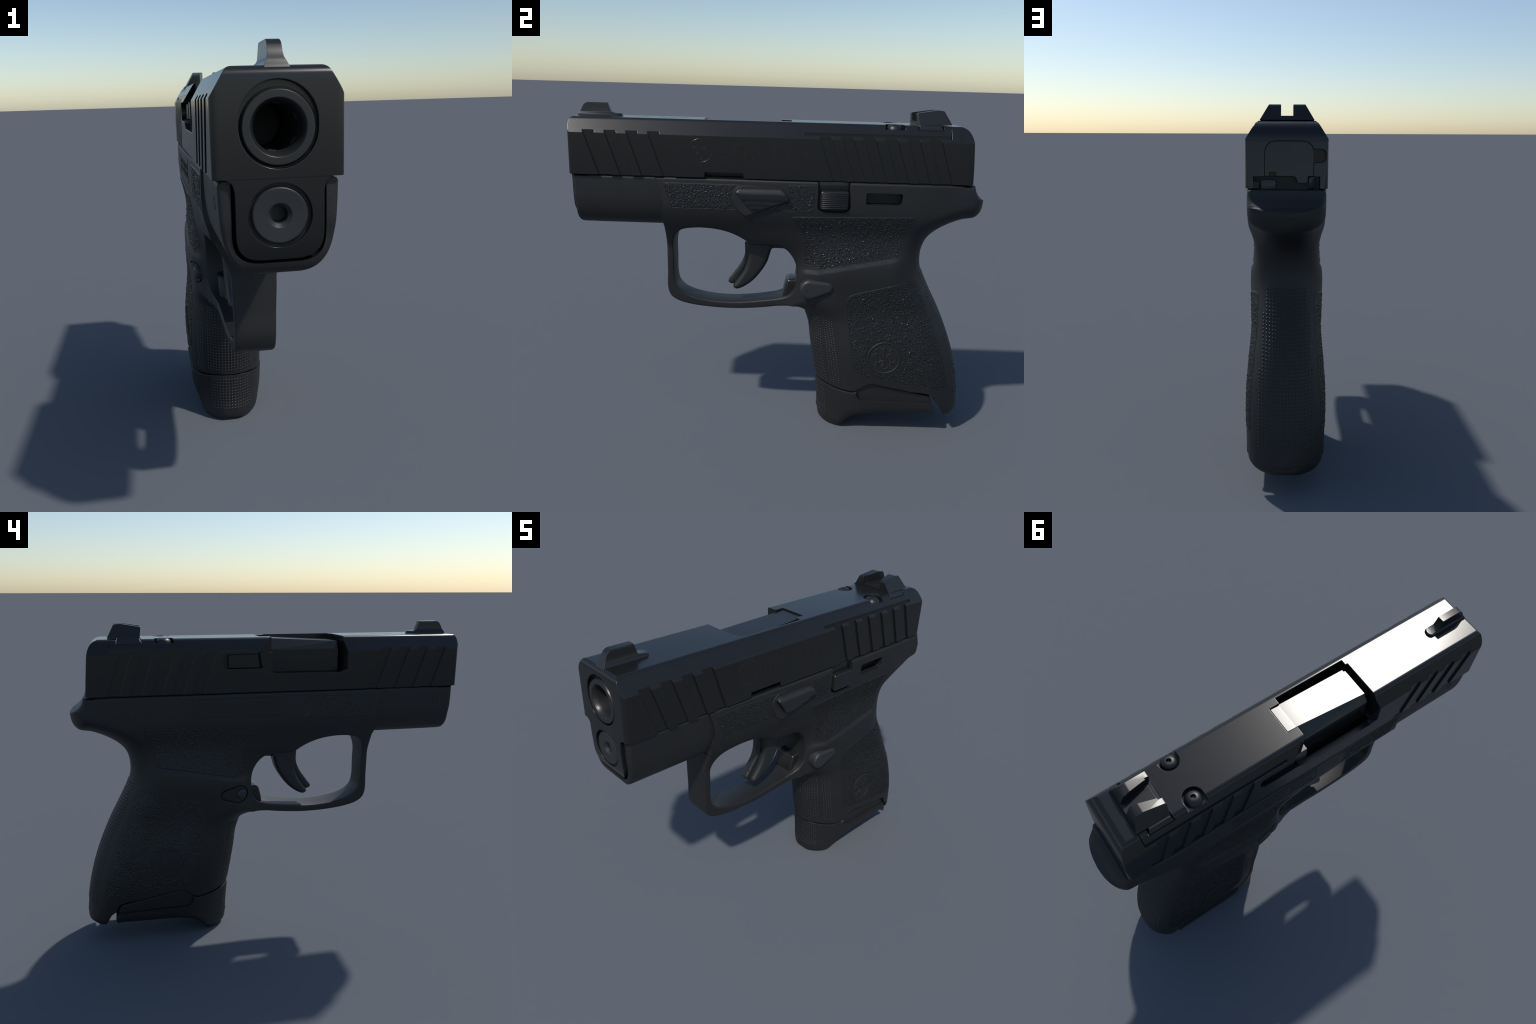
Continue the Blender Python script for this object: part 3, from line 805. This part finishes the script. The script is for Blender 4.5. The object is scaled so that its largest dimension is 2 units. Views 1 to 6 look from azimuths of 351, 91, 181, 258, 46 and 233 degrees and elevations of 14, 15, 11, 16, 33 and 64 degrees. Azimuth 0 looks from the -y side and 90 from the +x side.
t = np.where(V[:, 0] > -0.030, 0.018, t)
trig = add("trigger", solid(V, F, t, t), TRIG, smooth=40)
# safety blade set in the face of the trigger
BL = path([(-0.167, 0.965), (-0.166, 0.904), (-0.182, 0.860), (-0.215, 0.810), (-0.241, 0.775), (-0.248, 0.764), (-0.247, 0.752), (-0.232, 0.744), (-0.215, 0.748), (-0.180, 0.800), (-0.150, 0.860), (-0.140, 0.905), (-0.140, 0.965), (-0.167, 0.965)])
V, F, loops = triangulate(BL, h=0.006, grid=0.008, rings=(0.0008, 0.003, 0.006))
t = 0.012 + 0.010 * round_in(dist_to(loops[0], V), 0.009)
add("trigger_blade", solid(V, F, t, t), TRIG, trig, smooth=40)

INS = path([(0.034, 0.694), (0.040, 0.735), (0.050, 0.772)], [(0.050, 0.772), (0.054, 0.782), (0.064, 0.788), (0.085, 0.790)], [(0.085, 0.790), (0.112, 0.790), (0.112, 0.694)])
V, F, loops = triangulate(INS, h=0.006, grid=0.010, rings=(0.0006, 0.002, 0.005, 0.009, 0.014))
d = dist_to(loops[0], V)
t = 0.046 + 0.015 * round_in(d, 0.012)
add("guard_insert", solid(V, F, t, t), GLOSS, frame, smooth=40)

# ------------------------------------------------------------------ controls on the frame
def plate_part(name, poly, x_in, x_out, side, mat, parent, rnd=0.008, dome=0.0, h=0.006, rings=(0.0006, 0.002, 0.0045, 0.008), grid=0.010, wedge=None):
    """boss with a rounded rim: poly in (y,z), from half width x_in to x_out"""
    V, F, loops = triangulate(poly, h=h, grid=grid, rings=rings)
    d = dist_to(loops[0], V)
    t = np.full(len(V), x_out) - rnd * (1 - round_in(d, rnd))
    if dome: t = t + dome * (round_in(d, d.max() + 1e-4) - 1)
    if wedge: t = t - np.interp(V[:, 1], *wedge)
    tin = np.full(len(V), -x_in)
    a, b = (t, tin) if side > 0 else (tin, t)
    return add(name, solid(V, F, a, b), mat, parent, smooth=40)

# magazine release, left: teardrop button; right: round button in a shallow recess
rel = plate_part("magazine_release", hull2((0.166, 0.768), 0.050, (0.252, 0.781), 0.030), 0.11, 0.1690, 1, BTN, frame, rnd=0.015, rings=(0.0006, 0.002, 0.0045, 0.008, 0.013, 0.019, 0.025))
add("release_pin", lathe([(0.0, -0.004), (0.004, -0.004), (0.0055, 0.0012), (0.009, 0.0012), (0.0095, -0.001)], (X0 + 0.1690, 0.149, 0.765), (1, 0, 0), 20), BTN, rel, smooth=None)
add("release_button", lathe([(0.0, 0.010), (0.014, 0.0095), (0.024, 0.007), (0.028, 0.002), (0.029, -0.02), (0.0, -0.02)], (X0 - surf(0.163, 0.777) - 0.004, 0.161, 0.777), (-1, -0.35, 0), 36), BTN, frame, smooth=40)

# takedown lever (left): faceted thumb piece on a round boss; plain pin end on the right
lev = [(-0.207, 1.252), (-0.190, 1.267), (0.012, 1.268), (0.034, 1.247), (0.046, 1.224), (0.046, 1.212), (-0.078, 1.166), (-0.138, 1.164)]
lever = plate_part("takedown_lever", rounded(lev, [0.012, 0.012, 0.02, 0.012, 0.008, 0.008, 0.015, 0.012]), 0.12, 0.1985, 1, TRIG, frame, rnd=0.006, grid=0.007, wedge=([1.16, 1.188, 1.190, 1.212, 1.214, 1.246, 1.270], [0.016, 0.0135, 0.0095, 0.0085, 0.0045, 0.0, 0.013]))
plate_part("lever_boss", rounded([(-0.226, 1.225), (-0.212, 1.262), (-0.180, 1.282), (-0.05, 1.276), (-0.05, 1.17), (-0.130, 1.140), (-0.160, 1.128), (-0.205, 1.165)], 0.025), 0.12, 0.1700, 1, POLY, frame, rnd=0.004)
add("lever_pin_end", lathe([(0.0, -0.003), (0.020, -0.001), (0.032, 0.004), (0.0385, 0.0045), (0.040, 0.0), (0.040, -0.02), (0.0, -0.02)], (X0 - 0.161, -0.167, 1.217), (-1, 0, 0), 40), GLOSS, frame, smooth=35)

# slide catch (left): ribbed thumb button and the bar above it
catch = add("slide_catch", bevelled(box(X0 + 0.12, X0 + 0.158, 0.187, 0.329, 1.262, 1.3085), 0.003), SLIDE, frame)
plate_part("catch_button", rounded([(0.194, 1.266), (0.194, 1.186), (0.206, 1.174), (0.318, 1.174), (0.330, 1.190), (0.330, 1.266)], 0.016), 0.12, 0.1850, 1, GLOSS, catch, rnd=0.012, rings=(0.0006, 0.002, 0.0045, 0.008, 0.012))
ribs = []
for k in range(9):
    zz = 1.1845 + 0.0090 * k
    ribs.append(tube([(X0 + 0.1770, 0.1985, zz), (X0 + 0.1845, 0.206, zz), (X0 + 0.1845, 0.318, zz), (X0 + 0.1770, 0.3255, zz)], 0.0028, sides=8))
add("catch_rib", join(ribs), GLOSS, catch, smooth=40)
for (yy, zz), r in (((0.824, 1.252), 0.0155), ((0.729, 1.214), 0.0155), ((-0.893, 1.243), 0.0185)):
    h = surf(yy, zz, -1)
    add("frame_pin", lathe([(0.0, 0.0003), (r * 0.80, 0.0005), (r * 0.82, -0.003), (r * 0.98, -0.003), (r, 0.0009), (r * 1.1, -0.002)], (X0 - h, yy, zz), (-1, -(surf(yy + 0.01, zz, -1) - surf(yy - 0.01, zz, -1)) / 0.02, -(surf(yy, zz + 0.01, -1) - surf(yy, zz - 0.01, -1)) / 0.02), 28), POLY, frame, smooth=None)

# ------------------------------------------------------------------ writing
def text(name, body, size, origin, xdir, ydir, mat, parent, width=None, extrude=0.0006, track=1.0, wrap=False, bevel=0.0):
    cu = bpy.data.curves.new("t", "FONT"); cu.body = body; cu.size = size; cu.extrude = extrude; cu.space_character = track; cu.bevel_depth = bevel; cu.bevel_resolution = 0
    o = bpy.data.objects.new("t", cu); scene.collection.objects.link(o)
    bpy.context.view_layer.update()
    me = bpy.data.meshes.new_from_object(o.evaluated_get(bpy.context.evaluated_depsgraph_get()))
    bpy.data.objects.remove(o)
    co = np.array([v.co[:] for v in me.vertices])
    k = width / (co[:, 0].max() - co[:, 0].min()) if width else 1.0
    X, Y = Vector(xdir), Vector(ydir); Z = X.cross(Y)
    M = Matrix.Translation(origin) @ Matrix((X, Y, Z)).transposed().to_4x4() @ Matrix.Diagonal((k, 1, 1, 1))
    me.transform(M)
    if wrap:   # lay the letters on the frame's curved flank
        co = np.array([v.co[:] for v in me.vertices]); w = half_width(co[:, 1:], -1)
        for v, t in zip(me.vertices, w): v.co.x = X0 - t + (v.co.x - origin[0]) - 0.0003
    return add(name, me, mat, parent, smooth=None)

yx, zx = (0, 1, 0), (0, 0, 1)
text("slide_lettering", "BERETTA", 0.100, (X0 + W + 0.0001, -0.292, 1.399), yx, zx, MARK, slide, 0.425, extrude=0.0007)
text("slide_lettering", "APX A1", 0.040, (X0 + W + 0.0001, -0.135, 1.354), yx, zx, MARK, slide, 0.255, extrude=0.0006)
text("top_lettering", "APX", 0.068, (X0 + 0.024, -0.700, 1.5761), (0, 1, 0), (-1, 0, 0), SLIDEF, slide, 0.245, extrude=0.00015)
for k, (a, b) in enumerate((("FIRES WITHOUT MAGAZINE", "GALLATIN, TN"), ("READ MANUAL BEFORE USE", "MADE IN USA"))):
    zz = 1.243 - 0.031 * k
    text("frame_lettering", a, 0.031, (X0 - 0.1745, 0.394, zz), (0, -1, 0), zx, POLY, frame, 0.262, wrap=True)
    text("frame_lettering", b, 0.031, (X0 - 0.1745, 0.100, zz), (0, -1, 0), zx, POLY, frame, 0.135, wrap=True)
on_flank = lambda P: [(X0 - surf(a, b, -1) - 0.0002, a, b) for a, b in P]
border = resample(rounded([(0.408, 1.284), (-0.055, 1.284), (-0.055, 1.192), (0.408, 1.192)], 0.012), 0.03)
add("text_border", join([tube(on_flank(border), 0.0016, True, 6), tube(on_flank([(0.118, 1.212), (0.118, 1.242), (0.118, 1.272)]), 0.0016)]), POLY, frame)
for me in list(bpy.data.meshes):
    if me.users == 0: bpy.data.meshes.remove(me)
